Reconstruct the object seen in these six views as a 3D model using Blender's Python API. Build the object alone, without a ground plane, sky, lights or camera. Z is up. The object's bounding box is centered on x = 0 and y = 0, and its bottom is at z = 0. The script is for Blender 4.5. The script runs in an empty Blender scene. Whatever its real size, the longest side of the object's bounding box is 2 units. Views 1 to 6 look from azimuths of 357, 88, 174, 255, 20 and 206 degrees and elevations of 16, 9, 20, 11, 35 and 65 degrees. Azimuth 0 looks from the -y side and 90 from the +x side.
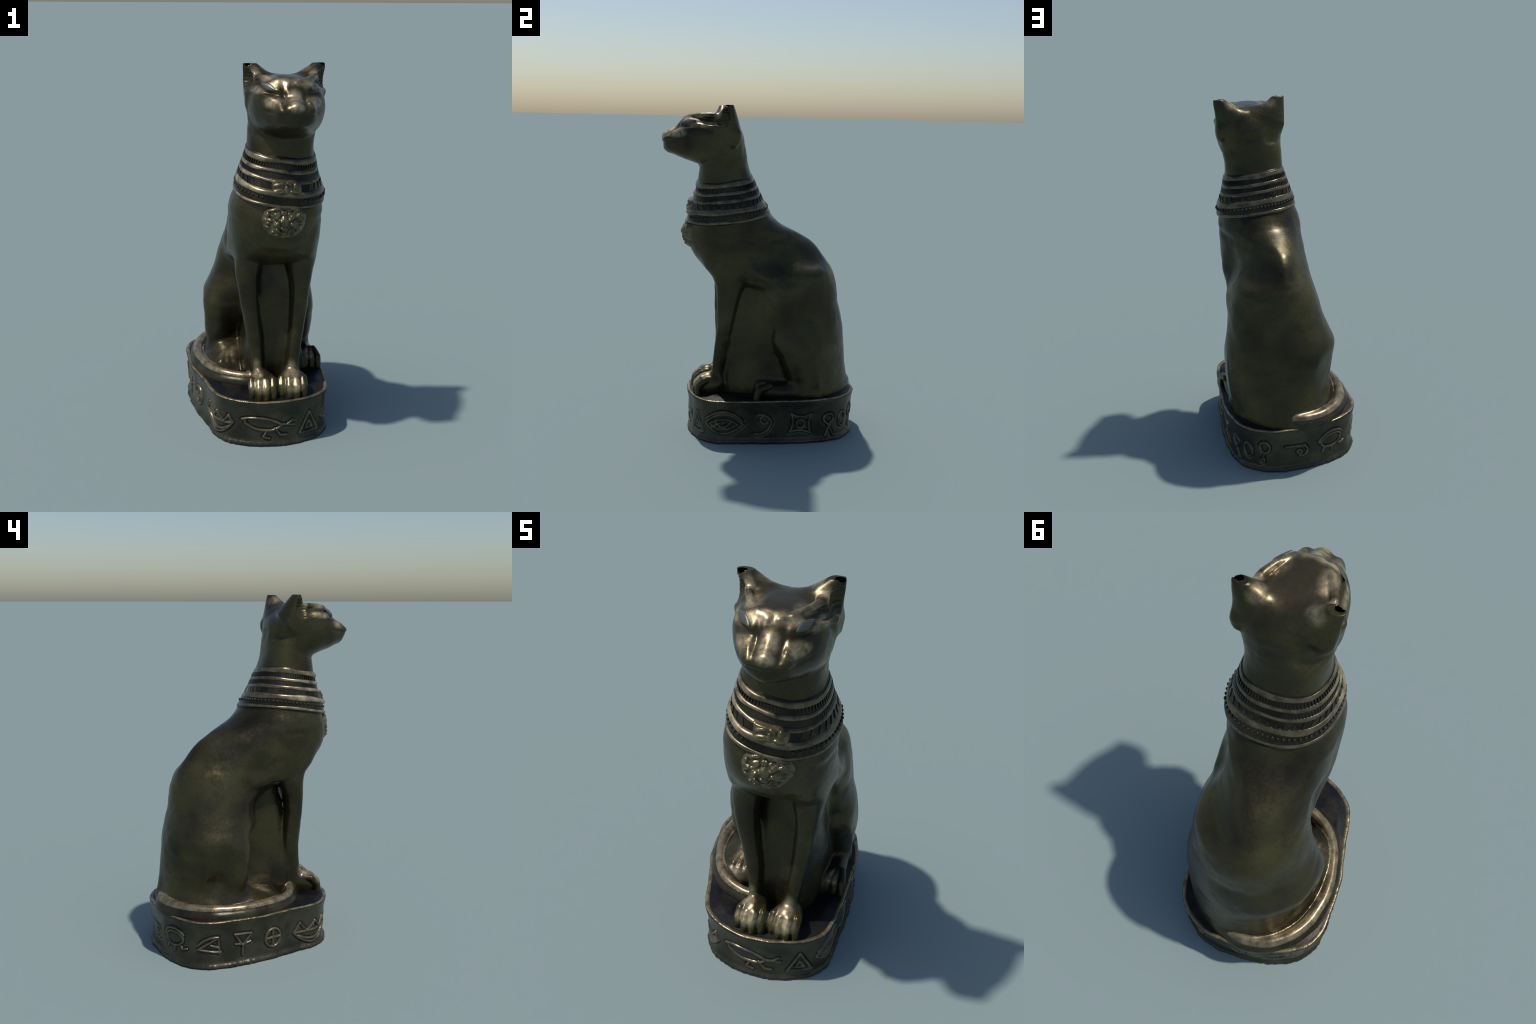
import math
import numpy as np

# =====================================================================
#  SHAPE RULES: implicit solids (negative inside), blended smoothly
# =====================================================================
def smin(a, b, k):
    h = np.clip(0.5 + 0.5 * (b - a) / k, 0.0, 1.0)
    return b + (a - b) * h - k * h * (1.0 - h)

def smax(a, b, k):
    return -smin(-a, -b, k)

def curve(z, knots, vals):
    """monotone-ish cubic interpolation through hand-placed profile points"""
    k = np.asarray(knots, float); v = np.asarray(vals, float)
    d = np.diff(v) / np.diff(k)
    m = np.empty_like(v)
    m[0], m[-1] = d[0], d[-1]
    for i in range(1, len(v) - 1):
        if d[i - 1] * d[i] <= 0:
            m[i] = 0.0
        else:
            w1 = 2 * (k[i + 1] - k[i]) + (k[i] - k[i - 1]); w2 = (k[i + 1] - k[i]) + 2 * (k[i] - k[i - 1])
            m[i] = (w1 + w2) / (w1 / d[i - 1] + w2 / d[i])
    z = np.clip(z, k[0], k[-1])
    i = np.clip(np.searchsorted(k, z) - 1, 0, len(k) - 2)
    h = k[i + 1] - k[i]; t = (z - k[i]) / h
    return ((1 + 2 * t) * (1 - t) ** 2 * v[i] + t * (1 - t) ** 2 * h * m[i]
            + t * t * (3 - 2 * t) * v[i + 1] + t * t * (t - 1) * h * m[i + 1])

def ellipse_dist(dx, dy, rx, ry, p):
    n = ((np.abs(dx) / rx) ** p + (np.abs(dy) / ry) ** p) ** (1.0 / p)
    n = np.maximum(n, 1e-4)
    r = np.sqrt(dx * dx + dy * dy)
    return np.where(n < 0.05, -np.minimum(rx, ry), r * (1.0 - 1.0 / n))

def loft(P, rows, shear=0.0, p=2.3, cap=0.0, shear_back=None, p_back=None):
    """stack of rounded horizontal sections: (z, x_left, x_right, y_front, y_back, y_widest)"""
    R = np.array(rows, float)
    R = R[np.argsort(R[:, 0])]
    z = P[:, 2]
    xl, xr, yf, yb, yc = [curve(z, R[:, 0], R[:, i]) for i in range(1, 6)]
    pp = curve(z, R[:, 0], R[:, 6]) if R.shape[1] > 6 else p
    dy = P[:, 1] - yc
    if shear_back is not None:                       # (z, value) profiles for the half behind the widest line
        shear = np.where(dy > 0, curve(z, *zip(*shear_back)), shear)
    if p_back is not None:
        w = np.clip(dy / 0.06, 0, 1)
        pp = pp + (curve(z, *zip(*p_back)) - pp) * w * w * (3 - 2 * w)
    dx = P[:, 0] - 0.5 * (xl + xr) + shear * dy
    rx = 0.5 * (xr - xl)
    ry = np.where(dy > 0, yb - yc, yc - yf)
    d = ellipse_dist(dx, dy, rx, ry, pp)
    return smax(d, np.maximum(R[0, 0] - z, z - R[-1, 0]), max(cap, 1e-4))

def ellipsoid(P, c, r, yaw=0.0, pitch=0.0, roll=0.0):
    q = P - np.array(c)
    if yaw or pitch or roll:
        q = q @ rot(yaw, pitch, roll)
    r = np.array(r)
    k0 = np.sqrt(((q / r) ** 2).sum(1)); k1 = np.sqrt(((q / (r * r)) ** 2).sum(1)) + 1e-9
    return k0 * (k0 - 1.0) / k1

def rot(yaw=0.0, pitch=0.0, roll=0.0):
    """columns = local axes; degrees; yaw about z, pitch about local x, roll about local y"""
    a, b, c = (math.radians(v) for v in (yaw, pitch, roll))
    Z = np.array([[math.cos(a), -math.sin(a), 0], [math.sin(a), math.cos(a), 0], [0, 0, 1]])
    X = np.array([[1, 0, 0], [0, math.cos(b), -math.sin(b)], [0, math.sin(b), math.cos(b)]])
    Y = np.array([[math.cos(c), 0, math.sin(c)], [0, 1, 0], [-math.sin(c), 0, math.cos(c)]])
    return Z @ X @ Y

def capsule(P, a, b, ra, rb):
    a = np.array(a, float); b = np.array(b, float)
    ab = b - a; t = np.clip(((P - a) @ ab) / (ab @ ab), 0, 1)
    return np.linalg.norm(P - a - t[:, None] * ab, axis=1) - (ra + (rb - ra) * t)

def chain(P, pts, k=0.0):
    """polyline tube: points (x, y, z, r)"""
    d = None
    for a, b in zip(pts[:-1], pts[1:]):
        e = capsule(P, a[:3], b[:3], a[3], b[3])
        d = e if d is None else (np.minimum(d, e) if k == 0 else smin(d, e, k))
    return d

# ---- head frame ------------------------------------------------------
HEAD_O = np.array([0.128, -0.227, 0.0]); HEAD_YAW = 5.5
def head_uvw(P):
    """lateral (cat's left is +), forward and height"""
    a = math.radians(HEAD_YAW)
    q = P - HEAD_O
    return (q[:, 0] * math.cos(a) + q[:, 1] * math.sin(a),
            q[:, 0] * math.sin(a) - q[:, 1] * math.cos(a), P[:, 2])
def head_pt(l, f, z):
    a = math.radians(HEAD_YAW)
    return (HEAD_O[0] + l * math.cos(a) + f * math.sin(a), HEAD_O[1] + l * math.sin(a) - f * math.cos(a), z)

# ---- section tables --------------------------------------------------
#        z     x_l    x_r    y_f    y_b   y_widest  squareness
UPPER = [(0.86, -0.16, 0.30, -0.05, 0.470, 0.18, 2.2),
         (0.92, -0.16, 0.31, -0.10, 0.466, 0.14, 2.3),
         (0.97, -0.165, 0.315, -0.25, 0.452, 0.06, 2.3),
         (1.02, -0.168, 0.330, -0.328, 0.432, 0.00, 2.3),
         (1.06, -0.164, 0.330, -0.365, 0.408, -0.06, 2.3),
         (1.10, -0.158, 0.330, -0.398, 0.388, -0.10, 2.3),
         (1.15, -0.152, 0.326, -0.426, 0.352, -0.13, 2.3),
         (1.19, -0.149, 0.326, -0.440, 0.310, -0.14, 2.3),
         (1.22, -0.147, 0.328, -0.444, 0.262, -0.155, 2.3),
         (1.26, -0.150, 0.338, -0.440, 0.190, -0.165, 2.3),
         (1.30, -0.143, 0.336, -0.432, 0.118, -0.17, 2.3),
         (1.35, -0.126, 0.336, -0.424, 0.066, -0.17, 2.3),
         (1.40, -0.110, 0.320, -0.412, 0.030, -0.18, 2.3),
         (1.46, -0.092, 0.304, -0.396, -0.006, -0.19, 2.3),
         (1.52, -0.076, 0.292, -0.380, -0.030, -0.20, 2.3),
         (1.58, -0.058, 0.284, -0.376, -0.058, -0.21, 2.3),
         (1.64, -0.054, 0.284, -0.368, -0.078, -0.22, 2.3),
         (1.70, -0.052, 0.282, -0.340, -0.090, -0.22, 2.3),
         (1.76, -0.050, 0.284, -0.320, -0.106, -0.22, 2.3)]
RUMP = [(0.20, -0.215, 0.315, 0.22, 0.590, 0.34, 3.2),
        (0.30, -0.215, 0.315, 0.22, 0.572, 0.34, 3.2),
        (0.36, -0.205, 0.325, 0.20, 0.556, 0.33, 3.2),
        (0.42, -0.225, 0.336, 0.165, 0.546, 0.32, 3.2),
        (0.50, -0.256, 0.345, 0.12, 0.540, 0.30, 3.2),
        (0.58, -0.274, 0.346, 0.075, 0.536, 0.28, 3.2),
        (0.66, -0.290, 0.340, 0.035, 0.526, 0.25, 2.3),
        (0.74, -0.262, 0.330, 0.00, 0.510, 0.22, 2.3),
        (0.82, -0.228, 0.320, 0.005, 0.486, 0.20, 2.3),
        (0.90, -0.205, 0.310, 0.02, 0.468, 0.18, 2.3),
        (0.98, -0.175, 0.292, 0.05, 0.448, 0.22, 2.3),
        (1.05, -0.140, 0.262, 0.10, 0.412, 0.25, 2.3)]
LEG_R = [(0.20, 0.152, 0.225, -0.30, -0.215, -0.255),
         (0.36, 0.152, 0.225, -0.292, -0.215, -0.25),
         (0.44, 0.160, 0.229, -0.280, -0.205, -0.24),
         (0.53, 0.169, 0.240, -0.270, -0.188, -0.23),
         (0.61, 0.176, 0.254, -0.262, -0.172, -0.215),
         (0.69, 0.178, 0.268, -0.256, -0.158, -0.205),
         (0.77, 0.180, 0.276, -0.256, -0.142, -0.20),
         (0.85, 0.176, 0.290, -0.258, -0.124, -0.19),
         (0.92, 0.162, 0.302, -0.264, -0.098, -0.18),
         (0.98, 0.15, 0.312, -0.280, -0.06, -0.17),
         (1.06, 0.14, 0.320, -0.335, -0.03, -0.17),
         (1.14, 0.14, 0.326, -0.35, -0.02, -0.17),
         (1.22, 0.16, 0.330, -0.32, -0.06, -0.17)]
LEG_L = [(0.20, -0.026, 0.034, -0.295, -0.205, -0.25),
         (0.38, -0.026, 0.034, -0.285, -0.195, -0.24),
         (0.45, -0.034, 0.032, -0.278, -0.180, -0.225),
         (0.53, -0.054, 0.030, -0.270, -0.172, -0.215),
         (0.61, -0.069, 0.020, -0.269, -0.170, -0.21),
         (0.69, -0.082, 0.012, -0.272, -0.175, -0.22),
         (0.77, -0.096, 0.006, -0.277, -0.180, -0.225),
         (0.85, -0.108, 0.004, -0.279, -0.168, -0.22),
         (0.93, -0.120, 0.012, -0.280, -0.142, -0.21),
         (0.99, -0.120, 0.03, -0.288, -0.115, -0.20),
         (1.06, -0.124, 0.04, -0.335, -0.08, -0.19),
         (1.14, -0.13, 0.04, -0.35, -0.07, -0.17),
         (1.22, -0.142, 0.02, -0.32, -0.07, -0.17)]
WEB = [(0.20, -0.088, 0.262, -0.230, 0.3, 0.08, 3.6), (0.40, -0.085, 0.260, -0.225, 0.3, 0.08, 3.6), (0.55, -0.066, 0.258, -0.212, 0.3, 0.08, 3.6),
       (0.70, -0.064, 0.256, -0.200, 0.3, 0.07, 3.6), (0.82, -0.064, 0.254, -0.186, 0.3, 0.07, 3.4), (0.92, -0.064, 0.25, -0.165, 0.3, 0.06, 3.2), (1.0, -0.07, 0.25, -0.16, 0.3, 0.05, 2.5)]
#       fwd    half-width  z_bottom  z_top   z_widest
HEAD = [(-0.115, 0.078, 1.70, 1.835, 1.78),
        (-0.085, 0.132, 1.65, 1.882, 1.79),
        (-0.04, 0.166, 1.62, 1.930, 1.79),
        (0.02, 0.184, 1.62, 1.947, 1.80),
        (0.08, 0.188, 1.632, 1.950, 1.80),
        (0.14, 0.182, 1.650, 1.953, 1.81),
        (0.20, 0.163, 1.673, 1.948, 1.81),
        (0.25, 0.138, 1.690, 1.914, 1.80),
        (0.295, 0.110, 1.708, 1.864, 1.79),
        (0.332, 0.086, 1.725, 1.840, 1.79),
        (0.352, 0.060, 1.748, 1.826, 1.785),
        (0.364, 0.034, 1.77, 1.81, 1.79)]

TAIL = [(0.07, 0.475, 0.300, 0.045), (0.01, 0.520, 0.296, 0.047), (-0.06, 0.538, 0.292, 0.049), (-0.142, 0.518, 0.290, 0.050),
        (-0.219, 0.466, 0.289, 0.051), (-0.279, 0.388, 0.288, 0.051), (-0.311, 0.302, 0.288, 0.050),
        (-0.320, 0.20, 0.288, 0.050), (-0.310, 0.107, 0.288, 0.049), (-0.285, 0.016, 0.288, 0.048),
        (-0.247, -0.069, 0.288, 0.047), (-0.198, -0.129, 0.288, 0.046), (-0.142, -0.168, 0.288, 0.045),
        (-0.08, -0.192, 0.288, 0.044), (-0.03, -0.200, 0.288, 0.040)]

def head_field(P):
    l, f, z = head_uvw(P)
    H = np.array(HEAD)
    hw, zb, zt, zc = [curve(f, H[:, 0], H[:, i]) for i in range(1, 5)]
    l = l - 0.010 * np.clip(0.2 - f / 0.1, 0, 1)          # the skull's back sits a little to the cat's left
    dz = z + 0.05 * l - zc                                # crown rides slightly higher on the cat's right
    d = ellipse_dist(l, dz, hw, np.where(dz > 0, zt - zc, zc - zb), 2.35)
    d = smax(d, np.maximum(H[0, 0] - f, f - H[-1, 0]), 0.03)
    l = head_uvw(P)[0]
    Q = np.stack([l, f, z], 1)
    for s in (-1, 1):
        # eye bed under the brow, brow ridge sweeping back to the ear, cheek plane with its upper edge
        d = smax(d, -ellipsoid(Q, (0.146 * s, 0.236, 1.893), (0.024, 0.070, 0.014), yaw=30 * s, pitch=-4), 0.010)
        d = smin(d, chain(Q, [(0.022 * s, 0.226, 1.914, 0.020), (0.062 * s, 0.208, 1.924, 0.018),
                              (0.112 * s, 0.14, 1.937, 0.016), (0.142 * s, 0.07, 1.94, 0.014)]), 0.010)
        d = smin(d, chain(Q, [(0.062 * s, 0.300, 1.826, 0.022), (0.105 * s, 0.240, 1.838, 0.020), (0.145 * s, 0.165, 1.850, 0.016)]), 0.010)
        d = smin(d, chain(Q, [(0.128 * s, 0.195, 1.884, 0.013), (0.163 * s, 0.13, 1.878, 0.013), (0.183 * s, 0.05, 1.866, 0.010)]), 0.006)
        d = smin(d, ellipsoid(Q, (0.052 * s, 0.308, 1.797), (0.046, 0.054, 0.032)), 0.012)
    d = smin(d, capsule(Q, (0, 0.218, 1.888), (0, 0.333, 1.818), 0.022, 0.027), 0.010)
    al = np.abs(l)
    hollow = np.exp(-(((al - 0.085) / 0.050) ** 2 + ((z - 1.872 - 0.10 * (al - 0.085)) / 0.013) ** 2)) * (f > 0.1)
    valley = np.exp(-(((al - 0.050) / 0.013) ** 2 + ((f - 0.292) / 0.050) ** 2)) * (z > 1.8)
    d = d + 0.018 * hollow + 0.016 * valley               # under the eyes and beside the nose bridge
    d = smin(d, ellipsoid(Q, (0, 0.343, 1.815), (0.033, 0.022, 0.022)), 0.008)
    d = smin(d, ellipsoid(Q, (0, 0.312, 1.750), (0.05, 0.045, 0.028)), 0.015)
    for s in (-1, 1):
        d = smax(d, -ellipsoid(Q, (0.215 * s, -0.02, 1.885), (0.035, 0.06, 0.03)), 0.02)
        if s > 0:
            d = smin(d, ellipsoid(Q, (0.170, -0.040, 1.81), (0.034, 0.045, 0.055)), 0.02)
            d = smax(d, -ellipsoid(Q, (0.220, -0.040, 1.80), (0.020, 0.028, 0.035)), 0.010)
        d = smin(d, chain(Q, [(0.168 * s, 0.00, 1.87, 0.016), (0.164 * s, 0.02, 1.81, 0.018), (0.152 * s, 0.03, 1.74, 0.018), (0.13 * s, 0.06, 1.69, 0.015)]), 0.03)
    # mouth line, and the fold where jaw meets throat
    d = d + 0.005 * np.exp(-((z - 1.776 - 0.15 * al) / 0.006) ** 2) * np.clip((f - 0.20) / 0.08, 0, 1)
    d = d + 0.005 * np.exp(-((z - 1.648 - 0.35 * np.clip(0.10 - f, -0.1, 0.3)) / 0.010) ** 2)
    return d

EAR_TIP = {1: (0.314, -0.200), -1: (-0.052, -0.250)}
def ear_field(P, side):
    """upright cone, narrow from front to back, hollowed on its outer side, with a broken open tip"""
    l, f, z = head_uvw(P)
    tl, tf, _ = (v[0] for v in head_uvw(np.array([[*EAR_TIP[side], 0.0]])))
    k = 0.80
    f = f + 0.010
    Q = np.stack([l * side, (f - 0.004) / k, z], 1)
    d = capsule(Q, (0.126, 0.0, 1.88), (tl * side + 0.002, (tf - 0.004) / k, 2.004), 0.106, 0.023) * 0.8
    d = smax(d, l * side - 0.214 - 0.12 * (z - 2.0), 0.008)
    bowl = ellipsoid(np.stack([l * side, f, z], 1), (0.222, 0.050, 1.928), (0.066, 0.060, 0.066), yaw=30)
    d = smax(d, -(bowl + 0.0022 * np.sin(z * 2 * np.pi / 0.017)), 0.008)
    d = smax(d, z - 2.0, 0.004)
    hole = ellipsoid(P, (*EAR_TIP[side], 2.0), (0.019, 0.014, 0.026), yaw=HEAD_YAW)
    return smax(d, -hole, 0.003)

_LAT = np.random.default_rng(5).uniform(-1, 1, (24, 24, 24))
def value_noise(P, cell):
    q = P / cell + 7.3
    i = np.floor(q).astype(int); t = q - i; t = t * t * (3 - 2 * t)
    o = 0.0
    for a in (0, 1):
        for b in (0, 1):
            for c in (0, 1):
                w = (t[:, 0] if a else 1 - t[:, 0]) * (t[:, 1] if b else 1 - t[:, 1]) * (t[:, 2] if c else 1 - t[:, 2])
                o = o + w * _LAT[(i[:, 0] + a) % 24, (i[:, 1] + b) % 24, (i[:, 2] + c) % 24]
    return o

def lumps(P):
    """slow hand-worked unevenness of the cast surface"""
    return 0.0028 * value_noise(P, 0.085) + 0.0013 * value_noise(P + 0.31, 0.04)

BACK_SHEAR = [(0.9, 0.14), (1.2, 0.16), (1.3, 0.05), (1.4, 0.0), (1.7, 0.0)]
BACK_ROUND = [(0.9, 2.0), (1.05, 1.8), (1.2, 1.6), (1.3, 1.8), (1.42, 2.4), (1.7, 2.5)]
RUMP_ROUND = [(0.2, 1.6), (0.5, 1.68), (0.7, 2.1), (1.0, 2.2)]
def upper_field(P):
    return loft(P, UPPER, cap=0.04, shear_back=BACK_SHEAR, p_back=BACK_ROUND)

def near(P, lo, hi, fn, pad=0.07):
    """evaluate a part only close to its box; elsewhere the distance to the box will do"""
    lo = np.array(lo); hi = np.array(hi)
    d = np.linalg.norm(np.maximum(np.maximum(lo - P, P - hi), 0), axis=1) + 0.01
    m = d < pad
    if m.any():
        d[m] = fn(P[m])
    return d

def parts(P):
    """signed fields of the anatomical parts"""
    g = {}
    up = upper_field(P)
    g['torso'] = smin(up, loft(P, RUMP, shear=0.06, cap=0.05, p_back=RUMP_ROUND), 0.06)
    # lower hind legs, folded
    g['torso'] = smin(g['torso'], near(P, (-0.29, 0.04, 0.22), (-0.10, 0.26, 0.68), lambda P: chain(P, [(-0.190, 0.185, 0.30, 0.070), (-0.205, 0.165, 0.45, 0.078), (-0.205, 0.16, 0.62, 0.085)])), 0.05)
    g['torso'] = smin(g['torso'], near(P, (0.15, 0.06, 0.22), (0.35, 0.34, 0.68), lambda P: chain(P, [(0.262, 0.265, 0.30, 0.065), (0.262, 0.225, 0.44, 0.070), (0.250, 0.165, 0.62, 0.080)])), 0.05)
    # hollow flanks between shoulder and haunch
    for c, r in (((0.362, 0.10, 1.12), (0.11, 0.13, 0.12)), ((-0.255, 0.00, 1.05), (0.11, 0.11, 0.10)), ((-0.185, -0.10, 0.89), (0.075, 0.052, 0.075)), ((-0.36, 0.50, 0.52), (0.17, 0.15, 0.22))):
        lo = np.array(c) - np.array(r) - 0.02
        g['torso'] = smax(g['torso'], -near(P, lo, np.array(c) + np.array(r) + 0.02, lambda P: ellipsoid(P, c, r)), 0.05)
    web = near(P, (-0.2, -0.25, 0.2), (0.3, 0.32, 1.02), lambda P: loft(P, WEB, cap=0.03))
    g['belly'] = web
    g['head'] = near(P, (-0.09, -0.63, 1.6), (0.36, -0.08, 1.98), head_field)
    for nm, tab in (('L', LEG_L), ('R', LEG_R)):
        xs = (-0.17, 0.06) if nm == 'L' else (0.12, 0.37)
        g['forelimb' + nm] = near(P, (xs[0], -0.38, 0.19), (xs[1], 0.0, 1.23), lambda P: loft(P, tab, cap=0.03))
    for nm, s in (('L', -1), ('R', 1)):
        e = head_pt(0.15 * s, 0, 1.93)
        g['ear' + nm] = near(P, (e[0] - 0.12, e[1] - 0.11, 1.79), (e[0] + 0.12, e[1] + 0.11, 2.01), lambda P: ear_field(P, s))
        g['paw' + nm] = near(P, (-0.07 if s < 0 else 0.10, -0.44, 0.2), (0.11 if s < 0 else 0.28, -0.2, 0.42), lambda P: paw_field(P, s))
        g['hindfoot' + nm] = near(P, (-0.29 if s < 0 else 0.23, -0.12, 0.2), (-0.07 if s < 0 else 0.39, 0.3, 0.42), lambda P: hind_field(P, s))
    g['pad'] = near(P, (-0.35, -0.2, 0.2), (0.1, 0.56, 0.44), lambda P: loft(P, PAD, shear=-0.16, cap=0.01))
    g['tail'] = near(P, (-0.38, -0.26, 0.22), (0.08, 0.6, 0.37), tail_field)
    return g

def paw_field(P, s):
    c = 0.022 if s < 0 else 0.186
    y0 = -0.008 if s < 0 else 0.012
    paw = ellipsoid(P, (c, -0.302 + y0, 0.312), (0.068, 0.088, 0.074), pitch=14)
    for o in (-1.5, -0.5, 0.5, 1.5):
        x = c + o * 0.0385
        fr = -0.394 + y0 + (0.016 if abs(o) > 1 else 0.0)
        t = chain(P, [(c + o * 0.030, fr + 0.075, 0.352, 0.018), (x, fr + 0.040, 0.346, 0.0205),
                      (x, fr + 0.008, 0.318, 0.0205), (x, fr, 0.285, 0.0185), (x, fr + 0.002, 0.258, 0.019)])
        paw = smin(paw, t, 0.007)
    return paw

def hind_field(P, s):
    if s > 0:
        h = chain(P, [(0.285, 0.24, 0.30, 0.050), (0.302, 0.12, 0.305, 0.050), (0.312, 0.055, 0.312, 0.045)]); c, y = 0.322, -0.012
    else:
        h = chain(P, [(-0.20, 0.20, 0.30, 0.075), (-0.165, 0.08, 0.315, 0.070), (-0.157, 0.010, 0.305, 0.055)]); c, y = -0.155, -0.07
    for o in (-1, 0, 1):
        h = smin(h, chain(P, [(c + o * 0.020, y + 0.085, 0.350, 0.020), (c + o * 0.036, y + 0.018, 0.330, 0.020), (c + o * 0.038, y, 0.275, 0.019)]), 0.005)
    return h

def open_spline(pts, n=6):
    p = np.array(pts, float)
    p = np.vstack([2 * p[0] - p[1], p, 2 * p[-1] - p[-2]])
    q = []
    for i in range(1, len(p) - 2):
        a, b, c, d = p[i - 1], p[i], p[i + 1], p[i + 2]
        for t in np.arange(0, 1, 1 / n):
            q.append(0.5 * (2 * b + (c - a) * t + (2 * a - 5 * b + 4 * c - d) * t * t + (3 * b - a - 3 * c + d) * t ** 3))
    return q + [p[-2]]

def tail_field(P, split=False):
    """low body of the tail with a narrow raised ridge along its outer shoulder"""
    c = np.array([-0.05, 0.2])
    low, top = [], []
    for x, y, z, r in TAIL:
        n = np.array([x, y]) - c; n /= np.linalg.norm(n)
        low.append((x + n[0] * 0.010, y + n[1] * 0.010, 0.272, 0.044))
        top.append((x + n[0] * 0.008, y + n[1] * 0.008, z + 0.020, r * 0.54))
    a, b = chain(P, open_spline(low, 4)), chain(P, open_spline(top, 5))
    return (a, b) if split else smin(a, b, 0.008)

PAD = [(0.20, -0.30, 0.06, -0.16, 0.54, 0.24, 2.3), (0.295, -0.295, 0.06, -0.15, 0.535, 0.24, 2.3), (0.325, -0.275, 0.06, -0.10, 0.525, 0.25, 2.3),
       (0.36, -0.248, 0.06, 0.02, 0.515, 0.27, 2.3), (0.40, -0.225, 0.06, 0.10, 0.505, 0.29, 2.3), (0.44, -0.20, 0.06, 0.16, 0.49, 0.31, 2.3)]
ORDER = ['torso', 'pad', 'belly', 'head', 'forelimbL', 'forelimbR', 'earL', 'earR', 'pawL', 'pawR', 'hindfootL', 'hindfootR', 'tail']
BLEND = dict(pad=0.05, belly=0.03, head=0.035, forelimbL=0.03, forelimbR=0.03, earL=0.034, earR=0.034, pawL=0.02, pawR=0.02,
             hindfootL=0.04, hindfootR=0.04, tail=0.015)

def body_field(P):
    g = parts(P)
    d = g['torso']
    for n in ORDER[1:]:
        d = smin(d, g[n], BLEND[n])
    return d + lumps(P)

# =====================================================================
#  SURFACE NETS: implicit field -> quad mesh
# =====================================================================
def polygonise(field, lo, hi, h, coarse=4, band=0.05):
    lo = np.array(lo, float)
    n = np.ceil((np.array(hi) - lo) / (h * coarse)).astype(int)
    H = h * coarse
    ax = [lo[i] + H * (np.arange(n[i]) + 0.5) for i in range(3)]
    G = np.stack(np.meshgrid(*ax, indexing='ij'), -1).reshape(-1, 3)
    dc = np.concatenate([field(c) for c in np.array_split(G, max(1, len(G) // 200000))]).reshape(n)
    near = np.abs(dc) < band
    m = n * coarse + 1
    F = np.repeat(np.repeat(np.repeat(np.where(dc > 0, 1.0, -1.0).astype(np.float32), coarse, 0), coarse, 1), coarse, 2)
    F = np.pad(F, ((0, 1),) * 3, mode='edge')
    mask = np.zeros(m, bool)
    cells = np.argwhere(near) * coarse
    for i in range(coarse + 1):
        for j in range(coarse + 1):
            for k in range(coarse + 1):
                mask[cells[:, 0] + i, cells[:, 1] + j, cells[:, 2] + k] = True
    idx = np.argwhere(mask)
    pts = lo + idx * h
    vals = np.concatenate([field(c) for c in np.array_split(pts, max(1, len(pts) // 200000))])
    F[mask] = vals
    S = F < 0
    c = np.zeros(np.array(m) - 1, np.int8)
    for i in (0, 1):
        for j in (0, 1):
            for k in (0, 1):
                c += S[i:m[0] - 1 + i, j:m[1] - 1 + j, k:m[2] - 1 + k]
    act = np.argwhere((c > 0) & (c < 8))
    vid = -np.ones(np.array(m) - 1, np.int64)
    vid[tuple(act.T)] = np.arange(len(act))
    acc = np.zeros((len(act), 3)); cnt = np.zeros(len(act))
    for a in range(3):
        for i in (0, 1):
            for j in (0, 1):
                o = np.zeros(3, int); o[(a + 1) % 3] = i; o[(a + 2) % 3] = j
                e = np.zeros(3, int); e[a] = 1
                p0 = act + o; p1 = p0 + e
                f0 = F[tuple(p0.T)].astype(float); f1 = F[tuple(p1.T)].astype(float)
                s = (f0 < 0) != (f1 < 0)
                t = np.where(s, f0 / np.where(s, f0 - f1, 1), 0)
                acc += np.where(s[:, None], o + t[:, None] * e, 0); cnt += s
    V = lo + (act + acc / cnt[:, None]) * h
    quads = []
    for a in range(3):
        b, d = (a + 1) % 3, (a + 2) % 3
        e = np.zeros(3, int); e[a] = 1
        sl0 = [slice(None)] * 3; sl1 = [slice(None)] * 3
        sl0[a] = slice(0, m[a] - 1); sl1[a] = slice(1, m[a])
        A, B = S[tuple(sl0)], S[tuple(sl1)]
        ed = np.argwhere(A != B)
        ok = (ed[:, b] > 0) & (ed[:, d] > 0) & (ed[:, b] < m[b] - 1) & (ed[:, d] < m[d] - 1)
        ed = ed[ok]
        ub = np.zeros(3, int); ub[b] = 1; ud = np.zeros(3, int); ud[d] = 1
        q = np.stack([vid[tuple((ed - ub - ud).T)], vid[tuple((ed - ud).T)], vid[tuple(ed.T)], vid[tuple((ed - ub).T)]], 1)
        flip = ~A[tuple(ed.T)]
        q[flip] = q[flip][:, ::-1]
        quads.append(q)
    return V, np.concatenate(quads)

def gradient(field, P, e=0.002):
    g = np.empty_like(P)
    for i in range(3):
        o = np.zeros(3); o[i] = e
        g[:, i] = field(P + o) - field(P - o)
    return g / (np.linalg.norm(g, axis=1, keepdims=True) + 1e-9)

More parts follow.
